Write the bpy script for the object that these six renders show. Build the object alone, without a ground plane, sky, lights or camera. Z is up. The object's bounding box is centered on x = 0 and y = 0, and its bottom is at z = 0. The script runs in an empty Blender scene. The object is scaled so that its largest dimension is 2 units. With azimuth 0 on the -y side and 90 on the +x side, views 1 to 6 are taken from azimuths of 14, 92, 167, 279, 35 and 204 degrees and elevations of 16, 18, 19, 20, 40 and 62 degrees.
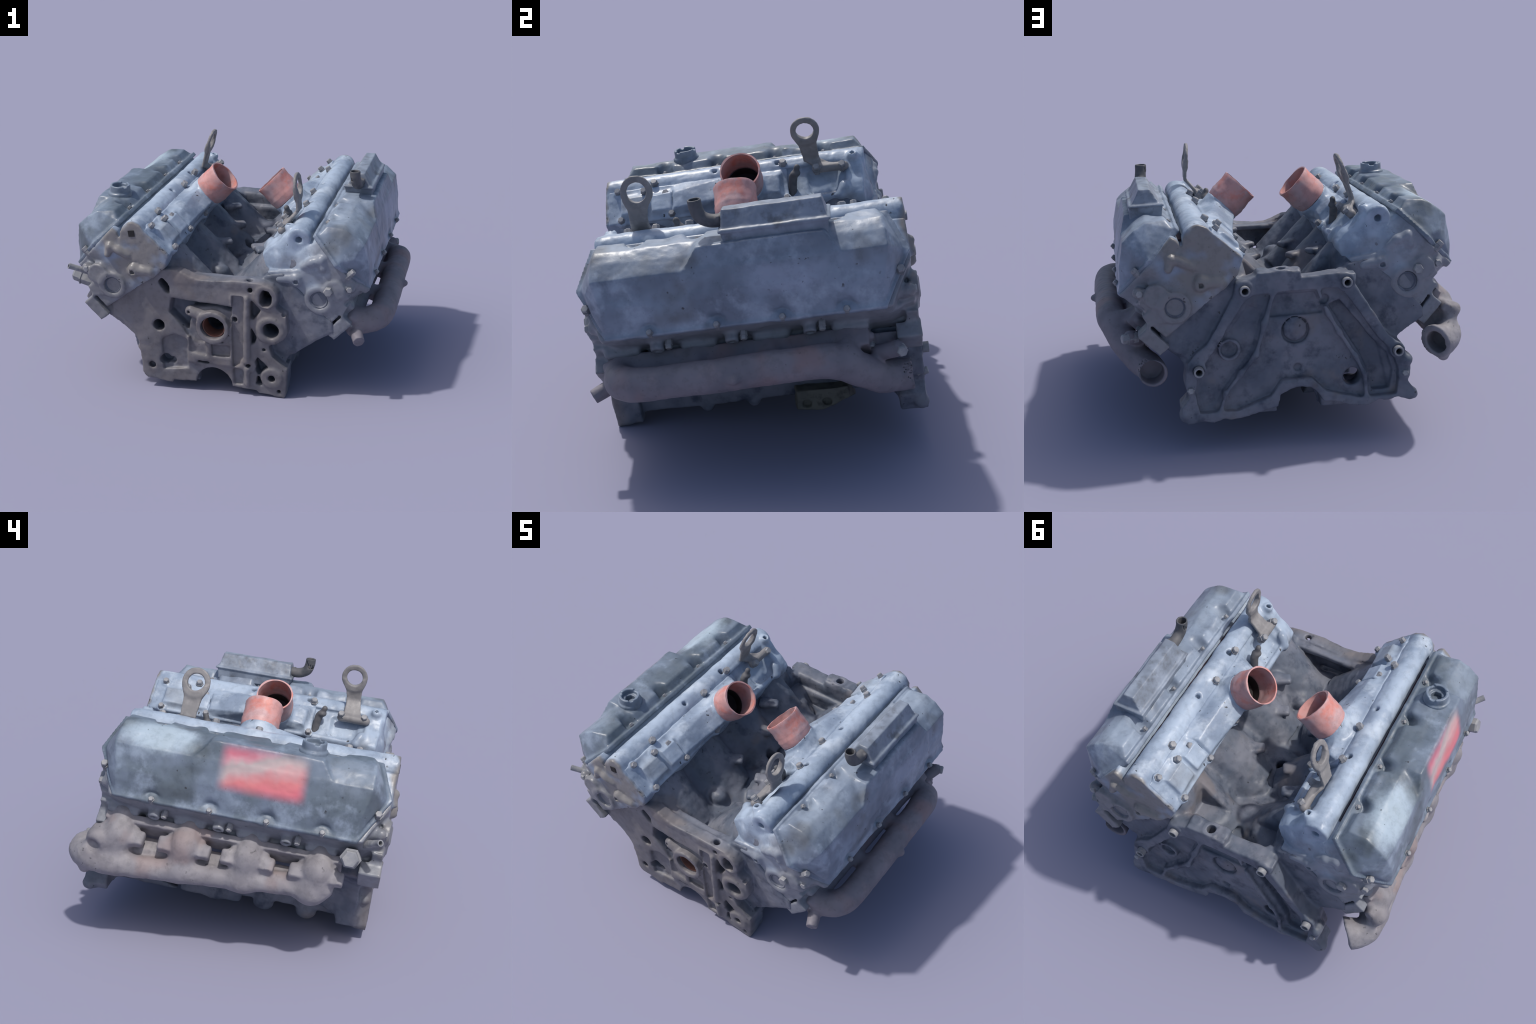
# A worn V8 engine: block, two cylinder heads, valve covers, exhaust manifolds,
# intake stubs and lifting brackets.  Castings are modelled as blended solids
# (signed distance primitives) and meshed; small hardware is built with bmesh.
import bpy, bmesh, math
import numpy as np
from mathutils import Vector, Matrix

# ------------------------------------------------------------------ numpy SDF kit
def V(*a): return np.array(a, dtype=np.float32)

class Prim:
    def __init__(self, f, lo, hi):
        self.f, self.lo, self.hi = f, np.array(lo, float), np.array(hi, float)

def cyl(a, b, r, r2=None):
    """flat-ended cylinder or cone from a to b"""
    a, b = V(*a), V(*b); r2 = r if r2 is None else r2
    ax = b - a; h = float(np.linalg.norm(ax)); ax = ax / h
    def f(X, Y, Z):
        px, py, pz = X - a[0], Y - a[1], Z - a[2]
        t = px * ax[0] + py * ax[1] + pz * ax[2]
        q = np.sqrt(np.maximum(px * px + py * py + pz * pz - t * t, 0))
        rr = r + (r2 - r) * np.clip(t / h, 0, 1)
        dx, dy = q - rr, np.abs(t - h / 2) - h / 2
        return np.minimum(np.maximum(dx, dy), 0) + np.hypot(np.maximum(dx, 0), np.maximum(dy, 0))
    m = max(r, r2)
    return Prim(f, np.minimum(a, b) - m, np.maximum(a, b) + m)

def cap(a, b, r, r2=None):
    """round-ended capsule"""
    a, b = V(*a), V(*b); r2 = r if r2 is None else r2
    ab = b - a; L2 = float(ab @ ab) + 1e-9
    def f(X, Y, Z):
        px, py, pz = X - a[0], Y - a[1], Z - a[2]
        t = np.clip((px * ab[0] + py * ab[1] + pz * ab[2]) / L2, 0, 1)
        d = np.sqrt((px - t * ab[0]) ** 2 + (py - t * ab[1]) ** 2 + (pz - t * ab[2]) ** 2)
        return d - (r + (r2 - r) * t)
    m = max(r, r2)
    return Prim(f, np.minimum(a, b) - m, np.maximum(a, b) + m)

def ball(c, r):
    """ellipsoid"""
    r = r if hasattr(r, '__len__') else (r, r, r)
    def f(X, Y, Z):
        q = np.sqrt(((X - c[0]) / r[0]) ** 2 + ((Y - c[1]) / r[1]) ** 2 + ((Z - c[2]) / r[2]) ** 2)
        return (q - 1) * min(r)
    return Prim(f, np.array(c) - r, np.array(c) + r)

def box(c, half, rot=None, rnd=0.0):
    """oriented rounded box; rot = 3 row vectors (local axes)"""
    A = np.eye(3) if rot is None else np.array(rot, float)
    c = np.array(c, float); half = np.array(half, float)
    def f(X, Y, Z):
        p = [X - c[0], Y - c[1], Z - c[2]]
        q = [np.abs(A[i, 0] * p[0] + A[i, 1] * p[1] + A[i, 2] * p[2]) - half[i] + rnd for i in range(3)]
        o = np.sqrt(sum(np.maximum(k, 0) ** 2 for k in q))
        return o + np.minimum(np.maximum(q[0], np.maximum(q[1], q[2])), 0) - rnd
    e = np.abs(A.T) @ half
    return Prim(f, c - e, c + e)

def prism(poly, t0, t1, axis='y'):
    """polygon (two coordinates) swept along an axis.  y: (x,z)   z: (x,y)"""
    P = np.array(poly, float)
    def f(X, Y, Z):
        u, v, w = (X, Z, Y) if axis == 'y' else ((X, Y, Z) if axis == 'z' else (Y, Z, X))
        shape = np.broadcast(u, v, w).shape
        U = np.broadcast_to(u, shape); Vv = np.broadcast_to(v, shape)
        # polygon only varies over two of the axes: evaluate on one slice
        k = {'y': 1, 'z': 2, 'x': 0}[axis]
        U = np.take(U, [0], axis=k); Vv = np.take(Vv, [0], axis=k)
        d = np.full(U.shape, 1e9, np.float32); s = np.ones(U.shape, np.float32)
        n = len(P)
        for i in range(n):
            a, b = P[i], P[(i + 1) % n]
            ex, ey = b - a; wx, wy = U - a[0], Vv - a[1]
            t = np.clip((wx * ex + wy * ey) / (ex * ex + ey * ey + 1e-12), 0, 1)
            d = np.minimum(d, (wx - ex * t) ** 2 + (wy - ey * t) ** 2)
            c1, c2, c3 = Vv >= a[1], Vv < b[1], ex * wy > ey * wx
            flip = (c1 & c2 & c3) | (~c1 & ~c2 & ~c3)
            s = np.where(flip, -s, s)
        d2 = s * np.sqrt(d)
        h = np.abs(w - (t0 + t1) / 2) - (t1 - t0) / 2
        return np.minimum(np.maximum(d2, h), 0) + np.hypot(np.maximum(d2, 0), np.maximum(h, 0))
    lo, hi = P.min(0), P.max(0)
    if axis == 'y': return Prim(f, (lo[0], t0, lo[1]), (hi[0], t1, hi[1]))
    if axis == 'z': return Prim(f, (lo[0], lo[1], t0), (hi[0], hi[1], t1))
    return Prim(f, (t0, lo[0], lo[1]), (t1, hi[0], hi[1]))

def hull(pts):
    """convex solid around points"""
    bm = bmesh.new()
    for p in pts: bm.verts.new(p)
    bmesh.ops.convex_hull(bm, input=bm.verts)
    pl = {}
    cen = Vector(np.mean(np.array(pts), axis=0))
    for fc in bm.faces:
        if fc.calc_area() < 1e-7: continue
        n = fc.normal.copy(); c = fc.calc_center_median()
        if n.dot(c - cen) < 0: n = -n
        pl[tuple(round(x, 3) for x in (*n, n.dot(c)))] = (n, n.dot(c))
    bm.free()
    def f(X, Y, Z):
        d = None
        for n, k in pl.values():
            q = X * n.x + Y * n.y + Z * n.z - k
            d = q if d is None else np.maximum(d, q)
        return d
    A = np.array(pts)
    return Prim(f, A.min(0), A.max(0))

def spun(p, sx=-1, sy=-1):
    """the same primitive turned half a turn about the vertical"""
    lo, hi = p.lo.copy(), p.hi.copy()
    lo[0], hi[0] = -p.hi[0], -p.lo[0]
    if sy < 0: lo[1], hi[1] = -p.hi[1], -p.lo[1]
    return Prim(lambda X, Y, Z: p.f(-X, Y * sy, Z), lo, hi)

class Solid:
    def __init__(self, lo, hi, res):
        self.res = res; self.lo = np.array(lo, float)
        self.n = np.ceil((np.array(hi) - self.lo) / res).astype(int) + 1
        self.D = np.full(self.n, 0.2, np.float32)
    def _win(self, p, m):
        i0 = np.clip(np.floor((p.lo - m - self.lo) / self.res).astype(int), 0, self.n)
        i1 = np.clip(np.ceil((p.hi + m - self.lo) / self.res).astype(int) + 1, 0, self.n)
        if (i1 <= i0).any(): return None, None
        sl = tuple(slice(a, b) for a, b in zip(i0, i1))
        ax = [(self.lo[k] + self.res * np.arange(i0[k], i1[k])).astype(np.float32) for k in range(3)]
        return sl, (ax[0][:, None, None], ax[1][None, :, None], ax[2][None, None, :])
    def add(self, p, k=0.012):
        sl, g = self._win(p, k + 4 * self.res)
        if sl is None: return self
        d = p.f(*g).astype(np.float32); D = self.D[sl]
        h = np.maximum(k - np.abs(D - d), 0) / k if k > 0 else 0
        self.D[sl] = np.minimum(D, d) - h * h * k * 0.25
        return self
    def cut(self, p, k=0.008):
        sl, g = self._win(p, k + 2 * self.res)
        if sl is None: return self
        d = -p.f(*g).astype(np.float32); D = self.D[sl]
        h = np.maximum(k - np.abs(D - d), 0) / k if k > 0 else 0
        self.D[sl] = np.maximum(D, d) + h * h * k * 0.25
        return self
    def mesh(self, name, noise=0.004, seed=0, scale=9.0):
        D = self.D.copy()
        for a in range(3):       # close at the border
            s = [slice(None)] * 3; s[a] = 0; D[tuple(s)] = 0.2; s[a] = -1; D[tuple(s)] = 0.2
        neg = D < 0
        nx, ny, nz = D.shape
        cnt = np.zeros((nx - 1, ny - 1, nz - 1), np.uint8)
        off = [(i, j, k) for i in (0, 1) for j in (0, 1) for k in (0, 1)]
        for i, j, k in off: cnt += neg[i:nx - 1 + i, j:ny - 1 + j, k:nz - 1 + k]
        act = (cnt > 0) & (cnt < 8)
        ci = np.argwhere(act); idx = np.full(act.shape, -1, np.int64); idx[act] = np.arange(len(ci))
        cv = {o: D[ci[:, 0] + o[0], ci[:, 1] + o[1], ci[:, 2] + o[2]] for o in off}
        acc = np.zeros((len(ci), 3)); num = np.zeros(len(ci))
        for o in off:
            for a in range(3):
                if o[a]: continue
                q = list(o); q[a] = 1; q = tuple(q)
                d0, d1 = cv[o], cv[q]; m = (d0 < 0) != (d1 < 0)
                t = np.where(m, d0 / np.where(m, d0 - d1, 1), 0)
                P = np.array(o, float)[None, :].repeat(len(ci), 0); P[:, a] += t
                acc += P * m[:, None]; num += m
        vv = (ci + acc / num[:, None]) * self.res + self.lo
        quads = []
        for a in range(3):
            b, c = (a + 1) % 3, (a + 2) % 3
            s0 = [slice(None)] * 3; s1 = [slice(None)] * 3; s0[a] = slice(0, -1); s1[a] = slice(1, None)
            A, B = neg[tuple(s0)], neg[tuple(s1)]
            for flip, M in ((False, A & ~B), (True, ~A & B)):
                e = np.argwhere(M)
                e = e[(e[:, b] > 0) & (e[:, c] > 0) & (e[:, b] < D.shape[b] - 1) & (e[:, c] < D.shape[c] - 1)]
                def cell(db, dc):
                    q = e.copy(); q[:, b] -= db; q[:, c] -= dc
                    return idx[q[:, 0], q[:, 1], q[:, 2]]
                Q = np.stack([cell(1, 1), cell(0, 1), cell(0, 0), cell(1, 0)], 1)
                quads.append(Q[:, ::-1] if flip else Q)
        Q = np.concatenate(quads)
        return make_mesh(name, vv, Q, noise, seed, scale)

def vnoise(P, seed):
    """smooth lattice noise in -1..1"""
    I = np.floor(P).astype(np.int64); F = P - I; F = F * F * (3 - 2 * F)
    out = np.zeros(len(P))
    for i in (0, 1):
        for j in (0, 1):
            for k in (0, 1):
                h = (I[:, 0] + i) * 374761393 + (I[:, 1] + j) * 668265263 + (I[:, 2] + k) * 2147483647 + seed * 974711
                h = (h ^ (h >> 13)) * 1274126177; h = h ^ (h >> 16)
                r = (h & 0xffff) / 32767.5 - 1
                w = (F[:, 0] if i else 1 - F[:, 0]) * (F[:, 1] if j else 1 - F[:, 1]) * (F[:, 2] if k else 1 - F[:, 2])
                out += r * w
    return out

def make_mesh(name, vv, Q, noise=0.0, seed=0, scale=9.0):
    me = bpy.data.meshes.new(name)
    me.vertices.add(len(vv)); me.vertices.foreach_set('co', vv.astype(np.float32).ravel())
    me.loops.add(Q.size); me.loops.foreach_set('vertex_index', Q.astype(np.int32).ravel())
    me.polygons.add(len(Q)); me.polygons.foreach_set('loop_start', np.arange(0, Q.size, 4, dtype=np.int32))
    me.polygons.foreach_set('loop_total', np.full(len(Q), 4, np.int32))
    me.update(calc_edges=True); me.validate()
    if noise: roughen(me, noise, seed, scale)
    me.polygons.foreach_set('use_smooth', np.ones(len(me.polygons), bool))
    return me

def roughen(me, amp, seed=0, scale=9.0):
    n = len(me.vertices)
    co = np.empty(n * 3, np.float32); me.vertices.foreach_get('co', co); co = co.reshape(-1, 3)
    no = np.empty(n * 3, np.float32); me.vertices.foreach_get('normal', no); no = no.reshape(-1, 3)
    d = vnoise(co * scale, seed) + 0.45 * vnoise(co * scale * 2.7 + 7, seed + 1) + 0.22 * vnoise(co * scale * 7 + 3, seed + 2)
    co = co + no * (amp * d)[:, None]
    me.vertices.foreach_set('co', co.astype(np.float32).ravel()); me.update()

# ------------------------------------------------------------------ materials
def material(name, cols, rough=0.6, scale=3.0, fine=22.0, chips=0.0, chipcol=(0.03, 0.03, 0.035),
             bump=0.25, spec=0.35, zones=(), metallic=0.0, blots=()):
    """mottled paint: two big-noise colours, a fine-noise third, optional chips and zones.
    zones: (colour, axis vector, from, to, strength) blends by object position."""
    m = bpy.data.materials.new(name); m.use_nodes = True
    nt = m.node_tree; N = nt.nodes; Lk = nt.links
    bsdf = N['Principled BSDF']
    tc = N.new('ShaderNodeTexCoord')
    def noise(sc, det=4, rgh=0.6, off=0.0):
        mp = N.new('ShaderNodeMapping'); mp.inputs['Location'].default_value = (off, off * 1.7, -off)
        Lk.new(tc.outputs['Object'], mp.inputs[0])
        n = N.new('ShaderNodeTexNoise'); n.inputs['Scale'].default_value = sc
        n.inputs['Detail'].default_value = det; n.inputs['Roughness'].default_value = rgh
        Lk.new(mp.outputs[0], n.inputs['Vector']); return n.outputs['Fac']
    def ramp(fac, a, b):
        r = N.new('ShaderNodeMapRange'); r.interpolation_type = 'SMOOTHSTEP'
        r.inputs['From Min'].default_value = a; r.inputs['From Max'].default_value = b
        Lk.new(fac, r.inputs['Value']); return r.outputs['Result']
    def mix(f, a, b):
        x = N.new('ShaderNodeMix'); x.data_type = 'RGBA'
        for s, v in ((x.inputs[6], a), (x.inputs[7], b)):
            if isinstance(v, tuple): s.default_value = (*v[:3], 1)
            else: Lk.new(v, s)
        if isinstance(f, float): x.inputs[0].default_value = f
        else: Lk.new(f, x.inputs[0])
        return x.outputs[2]
    def mul(a, k):
        x = N.new('ShaderNodeMath'); x.operation = 'MULTIPLY'; Lk.new(a, x.inputs[0])
        if isinstance(k, float): x.inputs[1].default_value = k
        else: Lk.new(k, x.inputs[1])
        return x.outputs[0]
    c = mix(ramp(noise(scale, 3), 0.38, 0.62), cols[0], cols[1])
    c = mix(mul(ramp(noise(scale * 2.3, 4, 0.6, 3.1), 0.50, 0.72), 0.85), c, cols[2])
    if len(cols) > 3:
        c = mix(mul(ramp(noise(scale * 0.9, 3, 0.5, 9.4), 0.56, 0.68), 0.8), c, cols[3])
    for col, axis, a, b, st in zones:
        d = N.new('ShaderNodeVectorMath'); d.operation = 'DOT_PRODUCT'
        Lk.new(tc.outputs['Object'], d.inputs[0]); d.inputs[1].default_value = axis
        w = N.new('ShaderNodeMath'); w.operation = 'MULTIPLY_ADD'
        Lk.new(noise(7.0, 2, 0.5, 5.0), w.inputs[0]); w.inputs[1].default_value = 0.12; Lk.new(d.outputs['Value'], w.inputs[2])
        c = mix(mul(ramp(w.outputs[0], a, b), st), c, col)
    for col, cen, rad, st in blots:                  # sheen painted into the base colour: ragged ellipsoid about a point
        q = N.new('ShaderNodeVectorMath'); q.operation = 'SUBTRACT'; Lk.new(tc.outputs['Object'], q.inputs[0]); q.inputs[1].default_value = cen
        d = N.new('ShaderNodeVectorMath'); d.operation = 'DIVIDE'; Lk.new(q.outputs[0], d.inputs[0]); d.inputs[1].default_value = rad
        ln = N.new('ShaderNodeVectorMath'); ln.operation = 'LENGTH'; Lk.new(d.outputs[0], ln.inputs[0])
        w = N.new('ShaderNodeMath'); w.operation = 'MULTIPLY_ADD'
        Lk.new(noise(9.0, 4, 0.6, 6.0), w.inputs[0]); w.inputs[1].default_value = 0.9; Lk.new(ln.outputs['Value'], w.inputs[2])
        inv = N.new('ShaderNodeMath'); inv.operation = 'SUBTRACT'; inv.inputs[0].default_value = 2.0; Lk.new(w.outputs[0], inv.inputs[1])
        c = mix(mul(ramp(inv.outputs[0], 0.40, 1.10), st), c, col)
    fn = noise(fine, 5, 0.7, 1.3)
    dark = N.new('ShaderNodeHueSaturation'); dark.inputs['Value'].default_value = 0.72; Lk.new(c, dark.inputs['Color'])
    c = mix(mul(ramp(fn, 0.46, 0.66), 0.5), c, dark.outputs[0])
    if chips:
        v = noise(38.0, 2, 0.5, 8.0); v2 = noise(6.0, 2, 0.5, 2.2)
        f = mul(ramp(v, 0.70 - 0.02, 0.72), ramp(v2, 0.5, 0.6))
        c = mix(mul(f, chips), c, chipcol)
    m['_out'] = 0
    Lk.new(c, bsdf.inputs['Base Color'])
    bsdf.inputs['Roughness'].default_value = rough
    bsdf.inputs['Metallic'].default_value = metallic
    if 'Specular IOR Level' in bsdf.inputs: bsdf.inputs['Specular IOR Level'].default_value = spec
    if bump:
        bp = N.new('ShaderNodeBump'); bp.inputs['Strength'].default_value = bump; bp.inputs['Distance'].default_value = 0.006
        Lk.new(noise(16.0, 5, 0.65, 4.4), bp.inputs['Height']); Lk.new(bp.outputs[0], bsdf.inputs['Normal'])
    m['kit'] = 1
    return m

def label_zone(m, centre, half, soft=0.034):
    """a faded red rectangular label on the cover's outer face (object y-z window, x outward)"""
    nt = m.node_tree; N = nt.nodes; Lk = nt.links; bsdf = N['Principled BSDF']
    base = bsdf.inputs['Base Color'].links[0].from_socket
    tc = N.new('ShaderNodeTexCoord'); sp = N.new('ShaderNodeSeparateXYZ'); Lk.new(tc.outputs['Object'], sp.inputs[0])
    facs = []
    for ax, c0, h in (('Y', centre[0], half[0]), ('Z', centre[1], half[1])):
        s = N.new('ShaderNodeMath'); s.operation = 'SUBTRACT'; Lk.new(sp.outputs[ax], s.inputs[0]); s.inputs[1].default_value = c0
        a = N.new('ShaderNodeMath'); a.operation = 'ABSOLUTE'; Lk.new(s.outputs[0], a.inputs[0])
        r = N.new('ShaderNodeMapRange'); r.interpolation_type = 'SMOOTHSTEP'
        r.inputs['From Min'].default_value = h - soft; r.inputs['From Max'].default_value = h + soft
        r.inputs['To Min'].default_value = 1; r.inputs['To Max'].default_value = 0
        Lk.new(a.outputs[0], r.inputs['Value']); facs.append(r.outputs[0])
    x = N.new('ShaderNodeMapRange'); x.inputs['From Min'].default_value = 0.812; x.inputs['From Max'].default_value = 0.830
    Lk.new(sp.outputs['X'], x.inputs['Value']); facs.append(x.outputs[0])
    f = facs[0]
    for q in facs[1:]:
        k = N.new('ShaderNodeMath'); k.operation = 'MULTIPLY'; Lk.new(f, k.inputs[0]); Lk.new(q, k.inputs[1]); f = k.outputs[0]
    # the print: red below, a pale diagonal mark above, red again along the top edge
    g = N.new('ShaderNodeVectorMath'); g.operation = 'DOT_PRODUCT'
    o_ = N.new('ShaderNodeVectorMath'); o_.operation = 'SUBTRACT'; Lk.new(tc.outputs['Object'], o_.inputs[0]); o_.inputs[1].default_value = (0, centre[0], centre[1])
    Lk.new(o_.outputs[0], g.inputs[0]); g.inputs[1].default_value = (0, -1.15, 4.2)
    g2 = N.new('ShaderNodeMath'); g2.operation = 'ADD'; Lk.new(g.outputs['Value'], g2.inputs[0]); g2.inputs[1].default_value = 0.5
    cr = N.new('ShaderNodeValToRGB'); e = cr.color_ramp.elements
    e[0].position = 0.0; e[0].color = (0.60, 0.150, 0.190, 1); e[1].position = 1.0; e[1].color = (0.50, 0.150, 0.200, 1)
    for p, col in ((0.28, (0.60, 0.195, 0.205)), (0.44, (0.54, 0.27, 0.28)), (0.58, (0.47, 0.36, 0.36)), (0.74, (0.40, 0.34, 0.34)), (0.88, (0.52, 0.25, 0.29))):
        q = e.new(p); q.color = (*col, 1)
    nz = N.new('ShaderNodeTexNoise'); nz.inputs['Scale'].default_value = 9; nz.inputs['Detail'].default_value = 2
    Lk.new(tc.outputs['Object'], nz.inputs['Vector'])
    wob = N.new('ShaderNodeMath'); wob.operation = 'MULTIPLY_ADD'; Lk.new(nz.outputs['Fac'], wob.inputs[0]); wob.inputs[1].default_value = 0.5
    sub = N.new('ShaderNodeMath'); sub.operation = 'SUBTRACT'; Lk.new(g2.outputs[0], sub.inputs[0]); sub.inputs[1].default_value = 0.25
    Lk.new(sub.outputs[0], wob.inputs[2]); Lk.new(wob.outputs[0], cr.inputs[0])
    mx = N.new('ShaderNodeMix'); mx.data_type = 'RGBA'; Lk.new(f, mx.inputs[0]); Lk.new(base, mx.inputs[6]); Lk.new(cr.outputs[0], mx.inputs[7])
    Lk.new(mx.outputs[2], bsdf.inputs['Base Color'])

M_block = material('cast_iron_block', [(0.104, 0.122, 0.160), (0.168, 0.178, 0.215), (0.046, 0.058, 0.088), (0.178, 0.162, 0.168)], rough=0.48, scale=4.2, chips=0.7, spec=0.36,
                   zones=[((0.190, 0.165, 0.155), (0, -1, 0), 0.74, 0.84, 0.6)])
M_head = material('painted_head', [(0.375, 0.450, 0.555), (0.225, 0.280, 0.370), (0.470, 0.535, 0.620), (0.215, 0.240, 0.280)], rough=0.36, scale=3.0, chips=0.9,  # pale and dark blues spread wide to paint sky reflections into the head
                  zones=[((0.215, 0.200, 0.190), (0, 1, 0), 0.82, 0.85, 0.92),
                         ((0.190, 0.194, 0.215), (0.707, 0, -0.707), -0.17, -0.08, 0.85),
                         ((0.200, 0.210, 0.240), (0, -1, 0), 0.70, 0.76, 0.75)])
PAINTED_SHEEN = (0.420, 0.490, 0.575)
M_cover_r = material('cover_paint', [(0.235, 0.285, 0.365), (0.150, 0.182, 0.238), (0.335, 0.392, 0.480), (0.122, 0.132, 0.148)], rough=0.38, scale=3.0, chips=0.8, spec=0.45,  # colour range widened so the mottling carries baked glossy highlights
                     blots=[(PAINTED_SHEEN, (0.74, -0.42, 1.12), (0.15, 0.19, 0.11), 0.28), (PAINTED_SHEEN, (0.74, 0.60, 1.13), (0.15, 0.12, 0.10), 0.25), ((0.345, 0.385, 0.490), (0.88, 0.22, 0.98), (0.08, 0.22, 0.08), 0.6)])
M_cover_l = material('cover_paint_baked_sheen', [(0.105, 0.133, 0.165), (0.165, 0.205, 0.268), (0.255, 0.310, 0.390), (0.078, 0.095, 0.108)], rough=0.38, scale=3.0, chips=0.8, spec=0.45,
                     blots=[((0.500, 0.610, 0.700), (0.790, -0.400, 1.110), (0.13, 0.21, 0.095), 0.58), ((0.270, 0.325, 0.410), (0.78, 0.58, 1.08), (0.14, 0.13, 0.12), 0.5)])  # pale ellipsoids lighten the paint where the cover caught the light
label_zone(M_cover_l, (0.152, 1.030), (0.205, 0.098))
M_pipe = material('red_plastic_pipe', [(0.560, 0.290, 0.275), (0.500, 0.345, 0.355), (0.600, 0.200, 0.160), (0.480, 0.250, 0.240)], rough=0.45, scale=4.5, chips=0.4, chipcol=(0.25, 0.09, 0.08), bump=0.1)
M_iron = material('rusty_manifold', [(0.262, 0.252, 0.272), (0.200, 0.190, 0.208), (0.315, 0.300, 0.312), (0.255, 0.205, 0.205)], rough=0.62, scale=3.4, chips=0.6, spec=0.3)
M_iron_r = material('manifold_tube', [(0.205, 0.190, 0.218), (0.155, 0.148, 0.175), (0.240, 0.205, 0.225), (0.235, 0.165, 0.172)], rough=0.58, scale=3.0, chips=0.3, spec=0.35)
M_steel = material('bracket_steel', [(0.270, 0.260, 0.262), (0.215, 0.208, 0.212), (0.310, 0.298, 0.296)], rough=0.52, scale=6, chips=0.3, bump=0.12)
M_bolt = material('bolt_steel', [(0.270, 0.275, 0.295), (0.180, 0.186, 0.205), (0.340, 0.338, 0.340)], rough=0.5, scale=14, bump=0.1)
M_box = material('breather_paint', [(0.185, 0.215, 0.268), (0.265, 0.305, 0.375), (0.125, 0.138, 0.162)], rough=0.40, scale=5, chips=0.3, bump=0.12)
M_hose = material('dark_hose', [(0.085, 0.088, 0.098), (0.120, 0.120, 0.128), (0.07, 0.075, 0.085)], rough=0.6, scale=8, bump=0.1)
M_pad = material('olive_mount', [(0.135, 0.135, 0.115), (0.110, 0.112, 0.100), (0.06, 0.06, 0.055)], rough=0.75, scale=6)
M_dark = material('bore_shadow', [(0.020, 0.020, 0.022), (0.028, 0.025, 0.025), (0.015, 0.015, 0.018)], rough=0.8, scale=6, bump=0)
M_rust = material('cam_bushing', [(0.240, 0.105, 0.078), (0.170, 0.090, 0.072), (0.110, 0.080, 0.070)], rough=0.6, scale=8)
M_gasket = material('maroon_gasket', [(0.085, 0.045, 0.060), (0.050, 0.045, 0.060), (0.170, 0.070, 0.078)], rough=0.7, scale=7, bump=0.1)

# ------------------------------------------------------------------ scene tree
# engine frame -> world: the engine lies nose-down and rolled a little
Yp = Vector((0.041, 0.9933, 0.1075)).normalized()
Xp = Vector((0.9986, -0.0357, -0.0515)); Xp = (Xp - Xp.dot(Yp) * Yp).normalized()
Zp = Xp.cross(Yp)
ORG = Vector((-0.063, 0.045, 0.0))
RM = Matrix((Xp, Yp, Zp)).transposed()
root = bpy.data.objects.new('engine', None)
bpy.context.collection.objects.link(root)
root.empty_display_size = 0.3
root.matrix_world = Matrix.Translation(RM @ ORG) @ RM.to_4x4()
root['label'] = 'worn blue-grey V8 engine block with two red intake stubs'
root['category'] = 'car engine'

def obj(name, me, parent, mat=None, spin=False, kind=None):
    o = bpy.data.objects.new(name, me)
    bpy.context.collection.objects.link(o)
    o.parent = parent
    if mat is not None and not me.materials: me.materials.append(mat)
    if spin: o.rotation_euler = (0, 0, math.pi)
    if kind: o['kind'] = kind
    return o

# ------------------------------------------------------------------ small hardware
def revolve(name, prof, seg=24, axis_hex=None):
    """profile of (radius, height) spun about z, closed"""
    bm = bmesh.new(); rings = []
    for r, h in prof:
        if r < 1e-6: rings.append([bm.verts.new((0, 0, h))]); continue
        rings.append([bm.verts.new((r * math.cos(2 * math.pi * i / seg), r * math.sin(2 * math.pi * i / seg), h)) for i in range(seg)])
    for A, B in zip(rings[:-1], rings[1:]):
        for i in range(seg):
            j = (i + 1) % seg
            if len(A) == 1: bm.faces.new((A[0], B[i], B[j]))
            elif len(B) == 1: bm.faces.new((A[i], A[j], B[0]))
            else: bm.faces.new((A[i], A[j], B[j], B[i]))
    bmesh.ops.recalc_face_normals(bm, faces=bm.faces)
    me = bpy.data.meshes.new(name); bm.to_mesh(me); bm.free()
    return me

def smooth(me, angle=40):
    me.polygons.foreach_set('use_smooth', np.ones(len(me.polygons), bool))
    bm = bmesh.new(); bm.from_mesh(me)
    for e in bm.edges:
        e.smooth = not (len(e.link_faces) == 2 and e.calc_face_angle(0) > math.radians(angle))
    bm.to_mesh(me); bm.free()
    return me

HEX = revolve('bolt', [(0, -0.03), (0.019, -0.03), (0.019, 0.002), (0.021, 0.003), (0.021, 0.006), (0.0172, 0.0065), (0.0172, 0.021), (0.0145, 0.025), (0, 0.0255)], 6)
HEX.materials.append(M_bolt)
STUD = smooth(revolve('stud', [(0, -0.03), (0.015, -0.03), (0.015, 0.004), (0.010, 0.006), (0.010, 0.03), (0.007, 0.034), (0, 0.034)], 12))
STUD.materials.append(M_bolt)
PLUG = smooth(revolve('core_plug', [(0, -0.03), (0.052, -0.03), (0.052, 0.004), (0.046, 0.006), (0.040, -0.004), (0, -0.006)], 28))
PLUG.materials.append(M_block)
RING = smooth(revolve('dowel_sleeve', [(0.017, -0.05), (0.026, -0.05), (0.026, 0.028), (0.024, 0.03), (0.019, 0.03), (0.017, 0.028), (0.017, -0.05)], 16))
RING.materials.append(M_bolt)

def put(me, name, parent, pos, normal, s=1.0, roll=0.0):
    o = obj(name, me, parent)
    q = Vector(normal).normalized().to_track_quat('Z', 'Y')
    o.rotation_mode = 'QUATERNION'
    from mathutils import Quaternion
    o.rotation_quaternion = q @ Quaternion((0, 0, 1), roll)
    o.location = pos; o.scale = (s, s, s)
    return o

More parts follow.
